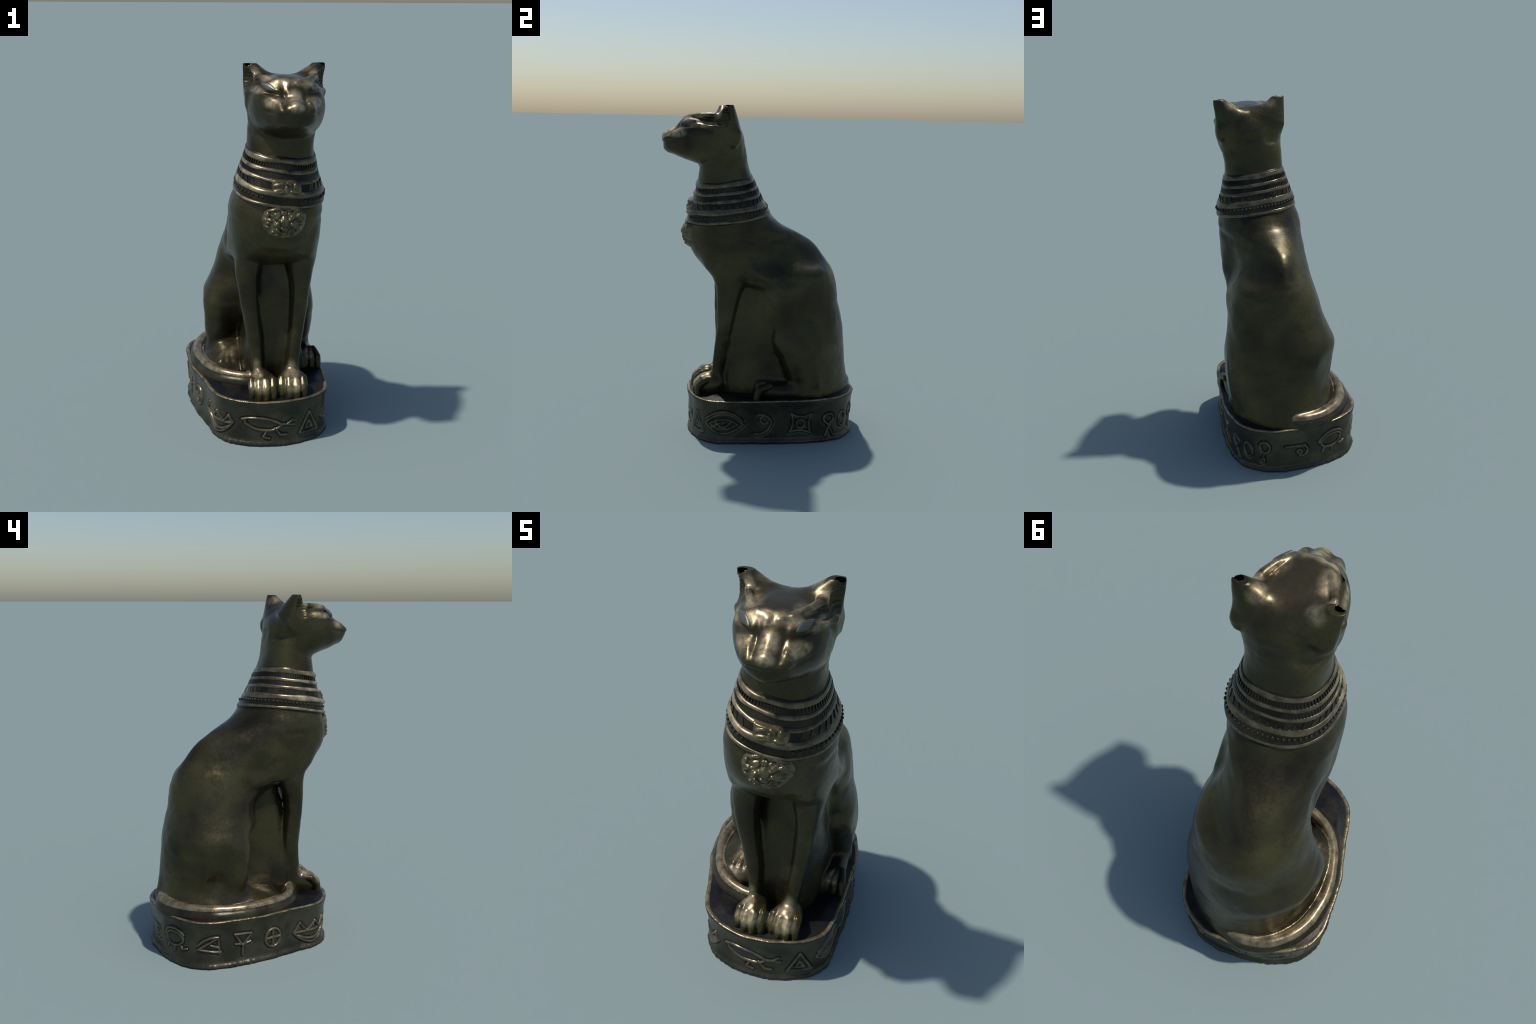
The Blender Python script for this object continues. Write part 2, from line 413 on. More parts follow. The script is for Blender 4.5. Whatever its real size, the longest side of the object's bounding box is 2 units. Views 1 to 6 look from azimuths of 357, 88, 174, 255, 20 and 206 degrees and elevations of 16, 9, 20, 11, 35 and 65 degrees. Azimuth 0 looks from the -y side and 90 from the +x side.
# ---- plinth ----------------------------------------------------------
PLINTH = [(0.06, -0.440), (0.17, -0.424), (0.295, -0.370), (0.370, -0.290), (0.390, -0.170), (0.382, 0.09),
          (0.362, 0.30), (0.295, 0.49), (0.16, 0.582), (0.016, 0.594), (-0.17, 0.556), (-0.325, 0.470),
          (-0.390, 0.370), (-0.396, 0.25), (-0.365, 0.06), (-0.325, -0.06), (-0.280, -0.19), (-0.235, -0.31),
          (-0.165, -0.385), (-0.05, -0.432)]
def closed_spline(pts, n):
    p = np.array(pts, float); k = len(p)
    q = []
    for i in range(k):
        a, b, c, d = p[i - 1], p[i], p[(i + 1) % k], p[(i + 2) % k]
        for t in np.arange(0, 1, 0.02):
            q.append(0.5 * (2 * b + (c - a) * t + (2 * a - 5 * b + 4 * c - d) * t * t + (3 * b - a - 3 * c + d) * t ** 3))
    q = np.array(q); q2 = np.vstack([q, q[:1]])
    s = np.concatenate([[0], np.cumsum(np.linalg.norm(np.diff(q2, axis=0), axis=1))])
    u = np.linspace(0, s[-1], n, endpoint=False)
    return np.stack([np.interp(u, s, q2[:, 0]), np.interp(u, s, q2[:, 1])], 1), s[-1]

# =====================================================================
#  BLENDER
# =====================================================================
import bpy
from mathutils import Vector
RNG = np.random.default_rng(11)

def make_mesh(name, V, F, mats, smooth=True, normals=None, midx=None):
    me = bpy.data.meshes.new(name)
    F = [tuple(int(i) for i in f) for f in F] if not isinstance(F, np.ndarray) else F.tolist()
    me.from_pydata(np.asarray(V, float).tolist(), [], F)
    for m in (mats if isinstance(mats, (list, tuple)) else [mats]):
        me.materials.append(m)
    if midx is not None:
        me.polygons.foreach_set('material_index', np.asarray(midx, np.int32))
    me.polygons.foreach_set('use_smooth', np.full(len(me.polygons), smooth))
    me.update()
    if normals is not None:
        me.normals_split_custom_set_from_vertices(np.asarray(normals, float).tolist())
    return me

def add(name, me, parent=None):
    ob = bpy.data.objects.new(name, me)
    bpy.context.scene.collection.objects.link(ob)
    if parent is not None:
        ob.parent = parent
    return ob

# ---------------------------------------------------------------- materials
def new_mat(name):
    m = bpy.data.materials.new(name); m.use_nodes = True
    nt = m.node_tree
    for n in list(nt.nodes):
        if n.type not in ('OUTPUT_MATERIAL', 'BSDF_PRINCIPLED'):
            nt.nodes.remove(n)
    return m, nt, nt.nodes['Principled BSDF']

def N(nt, kind, **kw):
    n = nt.nodes.new(kind)
    for k, v in kw.items():
        if k in n.inputs:
            n.inputs[k].default_value = v
        else:
            setattr(n, k, v)
    return n

def noise(nt, co, scale, detail=4, rough=0.55, distort=0.0):
    n = N(nt, 'ShaderNodeTexNoise', Scale=scale, Detail=detail, Roughness=rough, Distortion=distort)
    nt.links.new(co, n.inputs['Vector'])
    return n.outputs['Fac']

def ramp(nt, fac, stops):
    r = nt.nodes.new('ShaderNodeValToRGB')
    el = r.color_ramp.elements
    while len(el) < len(stops):
        el.new(0.5)
    for e, (p, c) in zip(el, stops):
        e.position = p
        e.color = (c, c, c, 1) if isinstance(c, (int, float)) else (*c, 1)
    nt.links.new(fac, r.inputs['Fac'])
    return r.outputs['Color']

def mix(nt, fac, a, b):
    m = nt.nodes.new('ShaderNodeMix'); m.data_type = 'RGBA'
    for sock, v in ((m.inputs['Factor'], fac), (m.inputs[6], a), (m.inputs[7], b)):
        if isinstance(v, (tuple, list)):
            sock.default_value = (*v, 1)
        elif isinstance(v, (int, float)):
            sock.default_value = v
        else:
            nt.links.new(v, sock)
    return m.outputs[2]

def math_node(nt, op, a, b=0.0, clamp=False):
    m = nt.nodes.new('ShaderNodeMath'); m.operation = op; m.use_clamp = clamp
    for i, v in enumerate((a, b)):
        if isinstance(v, (int, float)):
            m.inputs[i].default_value = v
        else:
            nt.links.new(v, m.inputs[i])
    return m.outputs[0]

def spot(nt, co, c, r, soft=0.5):
    """1 inside an ellipsoidal patch round the point c, fading to 0 at its edge"""
    mp = nt.nodes.new('ShaderNodeVectorMath'); mp.operation = 'SUBTRACT'
    nt.links.new(co, mp.inputs[0]); mp.inputs[1].default_value = c
    dv = nt.nodes.new('ShaderNodeVectorMath'); dv.operation = 'DIVIDE'
    nt.links.new(mp.outputs[0], dv.inputs[0]); dv.inputs[1].default_value = r if isinstance(r, tuple) else (r, r, r)
    ln = nt.nodes.new('ShaderNodeVectorMath'); ln.operation = 'LENGTH'
    nt.links.new(dv.outputs[0], ln.inputs[0])
    mr = N(nt, 'ShaderNodeMapRange'); mr.interpolation_type = 'SMOOTHSTEP'
    nt.links.new(ln.outputs['Value'], mr.inputs['Value'])
    mr.inputs['From Min'].default_value = 1.0; mr.inputs['From Max'].default_value = 1.0 - soft
    mr.inputs['To Min'].default_value = 0.0; mr.inputs['To Max'].default_value = 1.0
    return mr.outputs[0]

BLACK = (0.024, 0.020, 0.013)
OLIVE = (0.078, 0.068, 0.029)
BRONZE = (0.60, 0.47, 0.27)

def bronze(name, dark=BLACK, mid=OLIVE, highlight=BRONZE, highlight_amount=0.0, spots=(), tint_spots=(), rough=0.30, metal=0.6, scale=3.2, bump=0.10, low=0.38, high=0.68):
    m, nt, b = new_mat(name)
    tc = nt.nodes.new('ShaderNodeTexCoord'); co = tc.outputs['Object']
    big = noise(nt, co, scale, 3, 0.5, 0.4)
    col = mix(nt, ramp(nt, big, [(low, 0.0), (high, 1.0)]), dark, mid)
    warm = noise(nt, co, scale * 2.3, 2, 0.5, 0.2)
    col = mix(nt, math_node(nt, 'MULTIPLY', ramp(nt, warm, [(0.52, 0.0), (0.75, 1.0)]), 0.35), col, (0.045, 0.034, 0.020))
    fine = noise(nt, co, 70, 3, 0.6)
    grain = ramp(nt, fine, [(0.3, 0.75), (0.7, 1.2)])
    mul = nt.nodes.new('ShaderNodeMix'); mul.data_type = 'RGBA'; mul.blend_type = 'MULTIPLY'
    mul.inputs['Factor'].default_value = 0.6
    nt.links.new(col, mul.inputs[6]); nt.links.new(grain, mul.inputs[7])
    col = mul.outputs[2]
    fac = None
    for c, r, k in spots:
        f = math_node(nt, 'MULTIPLY', spot(nt, co, c, r, 0.75), k)
        fac = f if fac is None else math_node(nt, 'MAXIMUM', fac, f)
    for c, r, k in tint_spots:                         # brown tint over the crown
        col = mix(nt, math_node(nt, 'MULTIPLY', spot(nt, co, c, r, 0.7), k), col, (0.105, 0.084, 0.045))
    mottle = ramp(nt, noise(nt, co, 22, 4, 0.6, 0.3), [(0.36, 0.25), (0.62, 1.0)])
    if highlight_amount:
        fac = math_node(nt, 'MAXIMUM', fac, highlight_amount) if fac is not None else highlight_amount
    met = metal
    if fac is not None:
        fac = math_node(nt, 'MULTIPLY', mottle, fac)
        col = mix(nt, fac, col, highlight)
    nt.links.new(col, b.inputs['Base Color'])
    b.inputs['Metallic'].default_value = metal
    rr = ramp(nt, fine, [(0.3, rough - 0.05), (0.7, rough + 0.08)])
    nt.links.new(rr, b.inputs['Roughness'])
    b.inputs['Specular IOR Level'].default_value = 0.35
    bp = N(nt, 'ShaderNodeBump', Strength=bump, Distance=0.004)
    nt.links.new(noise(nt, co, 45, 4, 0.6), bp.inputs['Height'])
    nt.links.new(bp.outputs[0], b.inputs['Normal'])
    return m

def HP(l, f, z):
    return head_pt(l, f, z)

PAINTED_GLINTS = [  # pale gold patches painted where the scan shows baked reflections on face and paws
    (HP(0.06, 0.225, 1.925), (0.11, 0.055, 0.035), 1.0), (HP(-0.06, 0.225, 1.925), (0.10, 0.055, 0.035), 1.0),
    (HP(0.11, 0.15, 1.945), (0.07, 0.10, 0.03), 0.7), (HP(-0.11, 0.15, 1.945), (0.07, 0.10, 0.03), 0.8),
    (HP(0.0, 0.31, 1.86), (0.055, 0.10, 0.06), 1.0), (HP(0.0, 0.36, 1.825), (0.05, 0.05, 0.035), 1.0),
    (HP(0.095, 0.275, 1.835), (0.075, 0.09, 0.035), 0.9), (HP(-0.095, 0.275, 1.835), (0.075, 0.09, 0.035), 0.9),
    (HP(0.15, 0.14, 1.885), (0.06, 0.12, 0.025), 0.65), (HP(-0.15, 0.14, 1.885), (0.06, 0.12, 0.025), 0.8),
    (HP(0.15, 0.05, 1.975), (0.045, 0.035, 0.07), 1.0), (HP(-0.15, 0.05, 1.975), (0.045, 0.035, 0.07), 0.9),
    (HP(0.11, -0.02, 1.965), (0.06, 0.06, 0.045), 0.7), (HP(-0.11, -0.02, 1.965), (0.06, 0.06, 0.045), 0.7),
    ((-0.01, -0.33, 0.40), (0.055, 0.08, 0.08), 0.9), ((0.18, -0.33, 0.39), (0.06, 0.08, 0.08), 0.9),
    ((0.01, -0.40, 0.34), (0.09, 0.06, 0.06), 0.85), ((0.185, -0.385, 0.34), (0.095, 0.06, 0.06), 0.85),
    ((-0.15, -0.02, 0.39), (0.09, 0.12, 0.06), 0.7), ((0.31, 0.0, 0.355), (0.04, 0.07, 0.04), 0.6),
]
M_BODY = bronze('dark_bronze_painted_glints', spots=PAINTED_GLINTS, tint_spots=[(HP(0.0, 0.10, 1.93), (0.18, 0.22, 0.08), 0.55)], low=0.32, high=0.66)
M_TAIL = bronze('dark_tail_bronze', dark=(0.026, 0.024, 0.016), mid=(0.075, 0.064, 0.036), scale=6, rough=0.32)
M_PLINTH = bronze('plinth_bronze', dark=(0.038, 0.036, 0.026), mid=(0.085, 0.077, 0.052), scale=6, rough=0.33)
M_RECESS = bronze('sign_ground_painted_shade', dark=(0.018, 0.018, 0.017), mid=(0.045, 0.042, 0.034), scale=9, rough=0.45)  # darkened colour: shadow around and inside the signs
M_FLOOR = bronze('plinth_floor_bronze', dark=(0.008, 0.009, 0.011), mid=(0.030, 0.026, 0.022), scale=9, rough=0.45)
M_RIM = bronze('rim_bronze_painted_highlight', dark=(0.05, 0.045, 0.03), mid=(0.08, 0.07, 0.05), highlight=(0.42, 0.33, 0.19), highlight_amount=0.75)  # lightened for the bright line along plinth edge and tail top
M_COLLAR = bronze('collar_bronze', dark=(0.018, 0.016, 0.012), mid=(0.046, 0.040, 0.026), scale=9)
M_TONGUE = bronze('collar_tongue_bronze', dark=(0.025, 0.022, 0.015), mid=(0.07, 0.058, 0.036), scale=9)
M_RIDGE = bronze('collar_ridge_painted_highlight', dark=(0.025, 0.022, 0.015), mid=(0.075, 0.064, 0.038), highlight=(0.48, 0.39, 0.24), highlight_amount=0.30, spots=[((-0.08, -0.32, 1.46), (0.28, 0.28, 0.22), 0.95)], scale=6)  # ridge highlights put in the colour, strongest at front-left
M_RELIEF = bronze('pale_gold_relief_bronze', dark=(0.02, 0.02, 0.012), mid=(0.07, 0.062, 0.036), highlight=(0.38, 0.31, 0.17), highlight_amount=0.45, scale=28)  # paler gold mottling over pendant and plaque
M_SIGN = bronze('sign_bronze', dark=(0.055, 0.050, 0.036), mid=(0.14, 0.122, 0.082), highlight=(0.35, 0.29, 0.18), highlight_amount=0.25, scale=14, rough=0.3)
M_HOLE, _nt, _b = new_mat('black_hollow')
_b.inputs['Base Color'].default_value = (0.001, 0.001, 0.001, 1); _b.inputs['Roughness'].default_value = 1.0
_b.inputs['Specular IOR Level'].default_value = 0.0
M_EYE = bronze('eye_painted_sky_reflection', dark=(0.07, 0.078, 0.066), mid=(0.17, 0.185, 0.155), scale=16, rough=0.3, metal=0.4)  # pale teal is the sky's reflection on the smooth eye, painted in

# ---------------------------------------------------------------- root
root = bpy.data.objects.new('cat_statue', None)
bpy.context.scene.collection.objects.link(root)
root['label'] = 'dark bronze seated Egyptian cat statue on carved plinth'
root['category'] = 'cat statue'

# ---------------------------------------------------------------- body
H_VOX = 0.005
BV, BQ = polygonise(body_field, (-0.45, -0.66, 0.215), (0.45, 0.66, 2.02), H_VOX)
BV[:, 2] = np.minimum(BV[:, 2], 2.0)
def vertex_normals(V, Q):
    n = np.cross(V[Q[:, 2]] - V[Q[:, 0]], V[Q[:, 3]] - V[Q[:, 1]])
    o = np.zeros_like(V)
    for i in range(4):
        np.add.at(o, Q[:, i], n)
    return o / (np.linalg.norm(o, axis=1, keepdims=True) + 1e-12)
BN = vertex_normals(BV, BQ)

g = parts(BV)
names = ORDER
vals = np.stack([g[n] for n in names], 1)
vals[:, names.index('belly')] += 0.004
lab = vals.argmin(1)
x, y, z = BV.T
KIND = {}
COLLAR_S = z + 0.11 * (x - 0.1) - 0.12 * (y + 0.2)
region = np.array(['x' * 12] * len(BV), dtype='<U20')
for i, n in enumerate(names):
    region[lab == i] = n
tor = lab == 0
region[tor & (COLLAR_S > 1.40)] = 'neck'
tl_ = np.where(lab == names.index('tail'))[0]
ta, tb = tail_field(BV[tl_], split=True)
region[tl_[tb < ta - 0.002]] = 'tailridge'
side = x - (0.06 - 0.12 * y)
low = tor & (z < 0.98 - 0.25 * np.abs(y - 0.15)) & (np.abs(side) > 0.10)
region[low & (side < 0)] = 'hindlimbL'
region[low & (side > 0)] = 'hindlimbR'
region[lab == names.index('belly')] = 'belly'
hd = lab == names.index('head')
region[hd & (COLLAR_S < 1.56)] = 'neck'
PLAIN = {'torso': 'torso', 'belly': 'belly', 'neck': 'neck', 'head': 'head', 'earL': 'ear', 'earR': 'ear', 'forelimbL': 'forelimb',
         'forelimbR': 'forelimb', 'pawL': 'front_paw', 'pawR': 'front_paw', 'hindfootL': 'hind_foot', 'hindfootR': 'hind_foot',
         'hindlimbL': 'hindlimb', 'hindlimbR': 'hindlimb', 'tail': 'tail', 'tailridge': 'tail_ridge', 'pad': 'seat_pad'}
keys = sorted(set(region.tolist()), key=lambda k: (list(PLAIN).index(k)))
code = {k: i for i, k in enumerate(keys)}
vc = np.array([code[r] for r in region])
fc = np.sort(vc[BQ], axis=1)
fc = np.where(fc[:, 1] == fc[:, 2], fc[:, 1], fc[:, 0])
holes = [EAR_TIP[1], EAR_TIP[-1]]
limb = {}
for k in keys:
    fq = BQ[fc == code[k]]
    if not len(fq):
        continue
    used, inv = np.unique(fq, return_inverse=True)
    fq = inv.reshape(-1, 4)
    mats = [M_TAIL] if k == 'tail' else [M_RIM] if k == 'tailridge' else [M_BODY]
    midx = None
    if k.startswith('ear'):
        mats.append(M_HOLE)
        c = BV[used][fq].mean(1)
        hx, hy = holes[0] if k == 'earR' else holes[1]
        midx = ((np.hypot(c[:, 0] - hx, c[:, 1] - hy) < 0.0225) & (c[:, 2] > 1.95)
                & ((BN[used][fq].mean(1) * (c - np.array([hx, hy, 1.99]))).sum(1) < 0)).astype(int)
    me = make_mesh(PLAIN[k], BV[used], fq, mats, normals=BN[used], midx=midx)
    par = root
    if k.startswith('paw'):
        par = limb.get('forelimb' + k[-1], root)
    if k.startswith('hindfoot'):
        par = limb.get('hindlimb' + k[-1], root)
    if k == 'tailridge':
        par = limb.get('tail', root)
    if k.startswith('ear'):
        par = limb.get('head', root)
    limb[k] = add(PLAIN[k], me, par)

# ---------------------------------------------------------------- helpers on the body surface
def collar_z(s, x, y):
    return s - 0.11 * (x - 0.1) + 0.12 * (y + 0.2)

UP = np.array(UPPER)
def neck_field(P):
    return upper_field(P)
def neck_radius(s, th):
    cx = 0.5 * (curve(s, UP[:, 0], UP[:, 1]) + curve(s, UP[:, 0], UP[:, 2])); cy = curve(s, UP[:, 0], UP[:, 5])
    lo = np.full(s.shape, 0.02); hi = np.full(s.shape, 0.5)
    for _ in range(26):
        r = 0.5 * (lo + hi)
        px = cx + r * np.cos(th); py = cy + r * np.sin(th)
        inside = neck_field(np.stack([px, py, collar_z(s, px, py)], 1)) < 0
        lo = np.where(inside, r, lo); hi = np.where(inside, hi, r)
    return cx, cy, 0.5 * (lo + hi)

def collar_point(s, th, off):
    s = np.broadcast_to(np.asarray(s, float), np.shape(th)).copy()
    front = np.clip(-np.sin(th), 0, 1) ** 2             # the collar stands out most on the chest
    off = np.where(np.asarray(off) > 0, off * (0.50 + 0.55 * front), off)
    cx, cy, r = neck_radius(s, th)
    px = cx + (r + off) * np.cos(th); py = cy + (r + off) * np.sin(th)
    return np.stack([px, py, collar_z(s, px, py)], 1)

def sweep_ring(s_of, off_of, nphi, nth=300):
    """closed section (s, offset) carried round the neck"""
    th = np.linspace(0, 2 * np.pi, nth, endpoint=False)
    V = []
    for k in range(nphi):
        V.append(collar_point(s_of(k, th), th, off_of(k, th)))
    V = np.concatenate(V)
    i = np.arange(nphi * nth).reshape(nphi, nth)
    a = i; b = np.roll(i, -1, 1); c = np.roll(b, -1, 0); d = np.roll(i, -1, 0)
    return V, np.stack([a, b, c, d], -1).reshape(-1, 4)

def wob(th, k):
    return 0.0018 * np.sin(3 * th + k) + 0.0012 * np.sin(7 * th + 2.3 * k)

# collar body: thickening band under the ridges
prof = [(1.585, -0.012), (1.580, 0.002), (1.566, 0.006), (1.54, 0.006), (1.512, 0.010), (1.47, 0.014), (1.442, 0.015), (1.413, 0.020),
        (1.383, 0.018), (1.352, 0.016), (1.340, 0.008), (1.336, -0.012)]
V, F = sweep_ring(lambda k, th: prof[k][0] + wob(th, 0), lambda k, th: prof[k][1] + 0 * th, len(prof))
collar = add('collar', make_mesh('collar', V, F[:, ::-1], M_COLLAR), root)
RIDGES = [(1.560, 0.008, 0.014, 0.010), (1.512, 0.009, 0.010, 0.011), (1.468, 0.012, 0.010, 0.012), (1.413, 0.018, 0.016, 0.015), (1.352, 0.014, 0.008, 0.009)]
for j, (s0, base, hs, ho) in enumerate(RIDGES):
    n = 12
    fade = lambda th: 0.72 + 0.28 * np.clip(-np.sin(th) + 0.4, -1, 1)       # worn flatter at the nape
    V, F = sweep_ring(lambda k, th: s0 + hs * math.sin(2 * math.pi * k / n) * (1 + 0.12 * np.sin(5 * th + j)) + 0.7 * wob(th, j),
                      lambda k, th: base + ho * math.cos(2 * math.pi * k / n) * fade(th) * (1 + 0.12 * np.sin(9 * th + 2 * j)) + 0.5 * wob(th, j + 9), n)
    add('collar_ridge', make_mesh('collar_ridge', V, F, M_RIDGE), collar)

def dome(n=10, m=6):
    V = []; F = []
    for i in range(m + 1):
        a = math.pi * i / m
        for j in range(n):
            V.append((math.sin(a) * math.cos(2 * math.pi * j / n), math.sin(a) * math.sin(2 * math.pi * j / n), math.cos(a)))
    for i in range(m):
        for j in range(n):
            F.append((i * n + j, (i + 1) * n + j, (i + 1) * n + (j + 1) % n, i * n + (j + 1) % n))
    return V, F
bead_me = make_mesh('collar_bead', *dome(), M_TONGUE)
PANEL_X = (0.045, 0.215)
def in_panel(p):
    return PANEL_X[0] - 0.008 < p[0] < PANEL_X[1] + 0.008 and p[1] < -0.3
th = np.linspace(0, 2 * np.pi, 62, endpoint=False)
for p in collar_point(1.383, th, 0.017):
    if in_panel(p):
        continue
    ob = add('collar_bead', bead_me, collar)
    ob.location = p; k = RNG.uniform(0.85, 1.15)
    ob.scale = (0.0080 * k, 0.0080 * k, 0.0090 * k)
# pointed tongues between third and fourth ridge, short bars between second and third
def prism(a, b, c, depth_dir, d):
    return [a, b, c, a + depth_dir * d, b + depth_dir * d, c + depth_dir * d], [(0, 1, 2), (5, 4, 3), (0, 3, 4, 1), (1, 4, 5, 2), (2, 5, 3, 0)]
cnt = 34
for i in range(cnt):
    t0 = 2 * np.pi * i / cnt; w = 0.8 * np.pi / cnt
    q = collar_point(np.array([1.428, 1.428, 1.458]), np.array([t0 - w, t0 + w, t0]), 0.012)
    if in_panel(q[2]):
        continue
    o = np.array([math.cos(t0), math.sin(t0), 0])
    V, F = prism(q[0], q[2], q[1], o, 0.0060)
    add('collar_tongue', make_mesh('collar_tongue', V, F, M_TONGUE, smooth=False), collar)
V = []; F = []
for row, cnt in ((1.490, 90), (1.536, 80)):
    for i in range(cnt):
        t0 = 2 * np.pi * i / cnt; w = 0.22 * 2 * np.pi / cnt
        q = collar_point(np.array([row - 0.011, row - 0.011, row + 0.011, row + 0.011]), np.array([t0 - w, t0 + w, t0 + w, t0 - w]), 0.006)
        if in_panel(q[2]) and row < 1.48:
            continue
        o = np.array([math.cos(t0), math.sin(t0), 0]) * 0.0055
        k = len(V)
        V += list(q) + list(q + o)
        F += [(k, k + 1, k + 2, k + 3), (k + 7, k + 6, k + 5, k + 4)] + [(k + a, k + 4 + a, k + 4 + (a + 1) % 4, k + (a + 1) % 4) for a in range(4)]
bars = add('collar_bars', make_mesh('collar_bars', V, [f[::-1] for f in F], M_COLLAR, smooth=False), collar)
bars['kind'] = 'stuff'

# ---------------------------------------------------------------- reliefs on the chest
def chest_y(u, w, extra=0.0):
    """front surface of the chest at x=u, z=w"""
    lo = np.full(u.shape, -0.7); hi = np.full(u.shape, -0.15)
    for _ in range(24):
        m = 0.5 * (lo + hi)
        inside = torso_front(np.stack([u, m, w], 1)) < 0
        hi = np.where(inside, m, hi); lo = np.where(inside, lo, m)
    return hi
def torso_front(P):
    g_ = neck_field(P)
    g_ = smin(g_, loft(P, LEG_L, cap=0.03), 0.03); g_ = smin(g_, loft(P, LEG_R, cap=0.03), 0.03)
    return g_ + lumps(P)

def relief(name, u0, u1, w0, w1, n, m, height, mat, parent, lift=0.0):
    U, W = np.meshgrid(np.linspace(u0, u1, n), np.linspace(w0, w1, m), indexing='ij')
    u, w = U.ravel(), W.ravel()
    h = height(u, w)
    yb = chest_y(u, w)
    V = np.stack([u, yb - h - lift, w], 1)
    i = np.arange(n * m).reshape(n, m)
    F = np.stack([i[:-1, :-1], i[1:, :-1], i[1:, 1:], i[:-1, 1:]], -1).reshape(-1, 4)
    keep = (h[F] > -0.004).any(1)
    F = F[keep]
    used, inv = np.unique(F, return_inverse=True)
    return add(name, make_mesh(name, V[used], inv.reshape(-1, 4), mat), parent)

def bumpy(u, w, items):
    """raised ellipses (u, w, ru, rw, angle, height)"""
    h = np.zeros_like(u)
    for cu, cw, ru, rw, an, hh in items:
        a = math.radians(an); du = u - cu; dw = w - cw
        p = (du * math.cos(a) + dw * math.sin(a)) / ru; q = (-du * math.sin(a) + dw * math.cos(a)) / rw
        h = np.maximum(h, hh * np.sqrt(np.maximum(0, 1 - p * p - q * q)))
    return h

PC = (0.120, 1.248)
wing = []
for s in (-1, 1):
    for i in range(5):                                # feather rows of the spread wings
        wing.append((PC[0] + s * (0.040 + 0.011 * i), PC[1] + 0.040 - 0.017 * i, 0.030 - 0.003 * i, 0.0080, s * (28 - 6 * i), 0.006))
    wing.append((PC[0] + s * 0.055, PC[1] + 0.060, 0.040, 0.010, s * -12, 0.012))
    wing.append((PC[0] + s * 0.030, PC[1] - 0.045, 0.020, 0.009, s * 40, 0.010))
    wing.append((PC[0] + s * 0.085, PC[1] + 0.035, 0.014, 0.014, 0, 0.010))
    for i in range(4):
        wing.append((PC[0] + s * (0.022 + 0.02 * i), PC[1] - 0.072 + 0.010 * i * i * 0.5, 0.008, 0.007, 0, 0.009))
    wing.append((PC[0] + s * 0.028, PC[1] + 0.012, 0.012, 0.009, 0, 0.015))
wing += [(PC[0] - 0.036, PC[1] + 0.030, 0.024, 0.020, 20, 0.013), (PC[0] + 0.036, PC[1] + 0.030, 0.024, 0.020, -20, 0.013), (PC[0] - 0.04, PC[1] - 0.01, 0.020, 0.016, 0, 0.011), (PC[0] + 0.042, PC[1] - 0.012, 0.020, 0.016, 0, 0.010),
         (PC[0], PC[1] + 0.004, 0.026, 0.030, 0, 0.019), (PC[0], PC[1] + 0.042, 0.017, 0.014, 0, 0.014), (PC[0], PC[1] - 0.035, 0.020, 0.012, 0, 0.012),
         (PC[0], PC[1] - 0.062, 0.012, 0.012, 0, 0.010)]
def pendant_h(u, w):
    du = (u - PC[0]) / (0.112 - 0.10 * np.clip(PC[1] - w, 0, 0.1) ** 0.9); dw = (w - PC[1]) / np.where(w > PC[1], 0.070 + 0.022 * np.cos(np.pi * (np.abs(u - PC[0]) / 0.11 - 0.5)), 0.096)
    r = (np.abs(du) ** 2.4 + np.abs(dw) ** 2.4) ** (1 / 2.4)
    base = 0.013 * np.clip((1 - r) / 0.16, -1.2, 1) - 0.001 + 0.010 * np.clip(1 - r * r, 0, 1)
    rim = 0.003 * np.exp(-((r - 0.90) / 0.06) ** 2)
    Pn = np.stack([u, w, 0 * u], 1)
    lum = 0.0060 * value_noise(Pn, 0.018) + 0.0025 * value_noise(Pn + 0.5, 0.008)
    return base + (r < 1) * (rim + bumpy(u, w, wing) + lum)
pendant = relief('chest_pendant', PC[0] - 0.118, PC[0] + 0.118, PC[1] - 0.10, PC[1] + 0.092, 150, 130, pendant_h, M_RELIEF, root)

def plaque_h(u, w):
    top = 1.462 - 0.11 * (u - 0.05); bot = 1.368 - 0.05 * (u - 0.06)
    e = np.minimum(np.minimum(u - 0.050, 0.213 - u), np.minimum(top - w, w - bot))
    frame = 0.006 * np.exp(-((e - 0.008) / 0.005) ** 2)
    f = bumpy(u, w, [(0.098, 1.398, 0.036, 0.013, 5, 0.010), (0.092, 1.430, 0.030, 0.009, 15, 0.008), (0.145, 1.432, 0.018, 0.010, -30, 0.010),
                     (0.178, 1.420, 0.014, 0.016, 0, 0.009), (0.172, 1.392, 0.024, 0.008, -10, 0.009), (0.132, 1.405, 0.012, 0.018, 0, 0.007), (0.105, 1.446, 0.04, 0.005, -5, 0.007)])
    eye = -0.006 * np.exp(-(((u - 0.098) / 0.012) ** 2 + ((w - 1.398) / 0.006) ** 2))
    return 0.030 * np.clip(e / 0.014, -1, 1) + (e > 0) * (frame + f + eye)
relief('collar_plaque', 0.04, 0.223, 1.35, 1.475, 120, 90, plaque_h, M_RELIEF, collar)

# ---------------------------------------------------------------- plinth
NS = 1500
OUT, LEN = closed_spline(PLINTH, NS)
tx = np.roll(OUT, -1, 0) - np.roll(OUT, 1, 0)
NRM = np.stack([tx[:, 1], -tx[:, 0]], 1); NRM /= np.linalg.norm(NRM, axis=1, keepdims=True)
SS = np.arange(NS) * LEN / NS

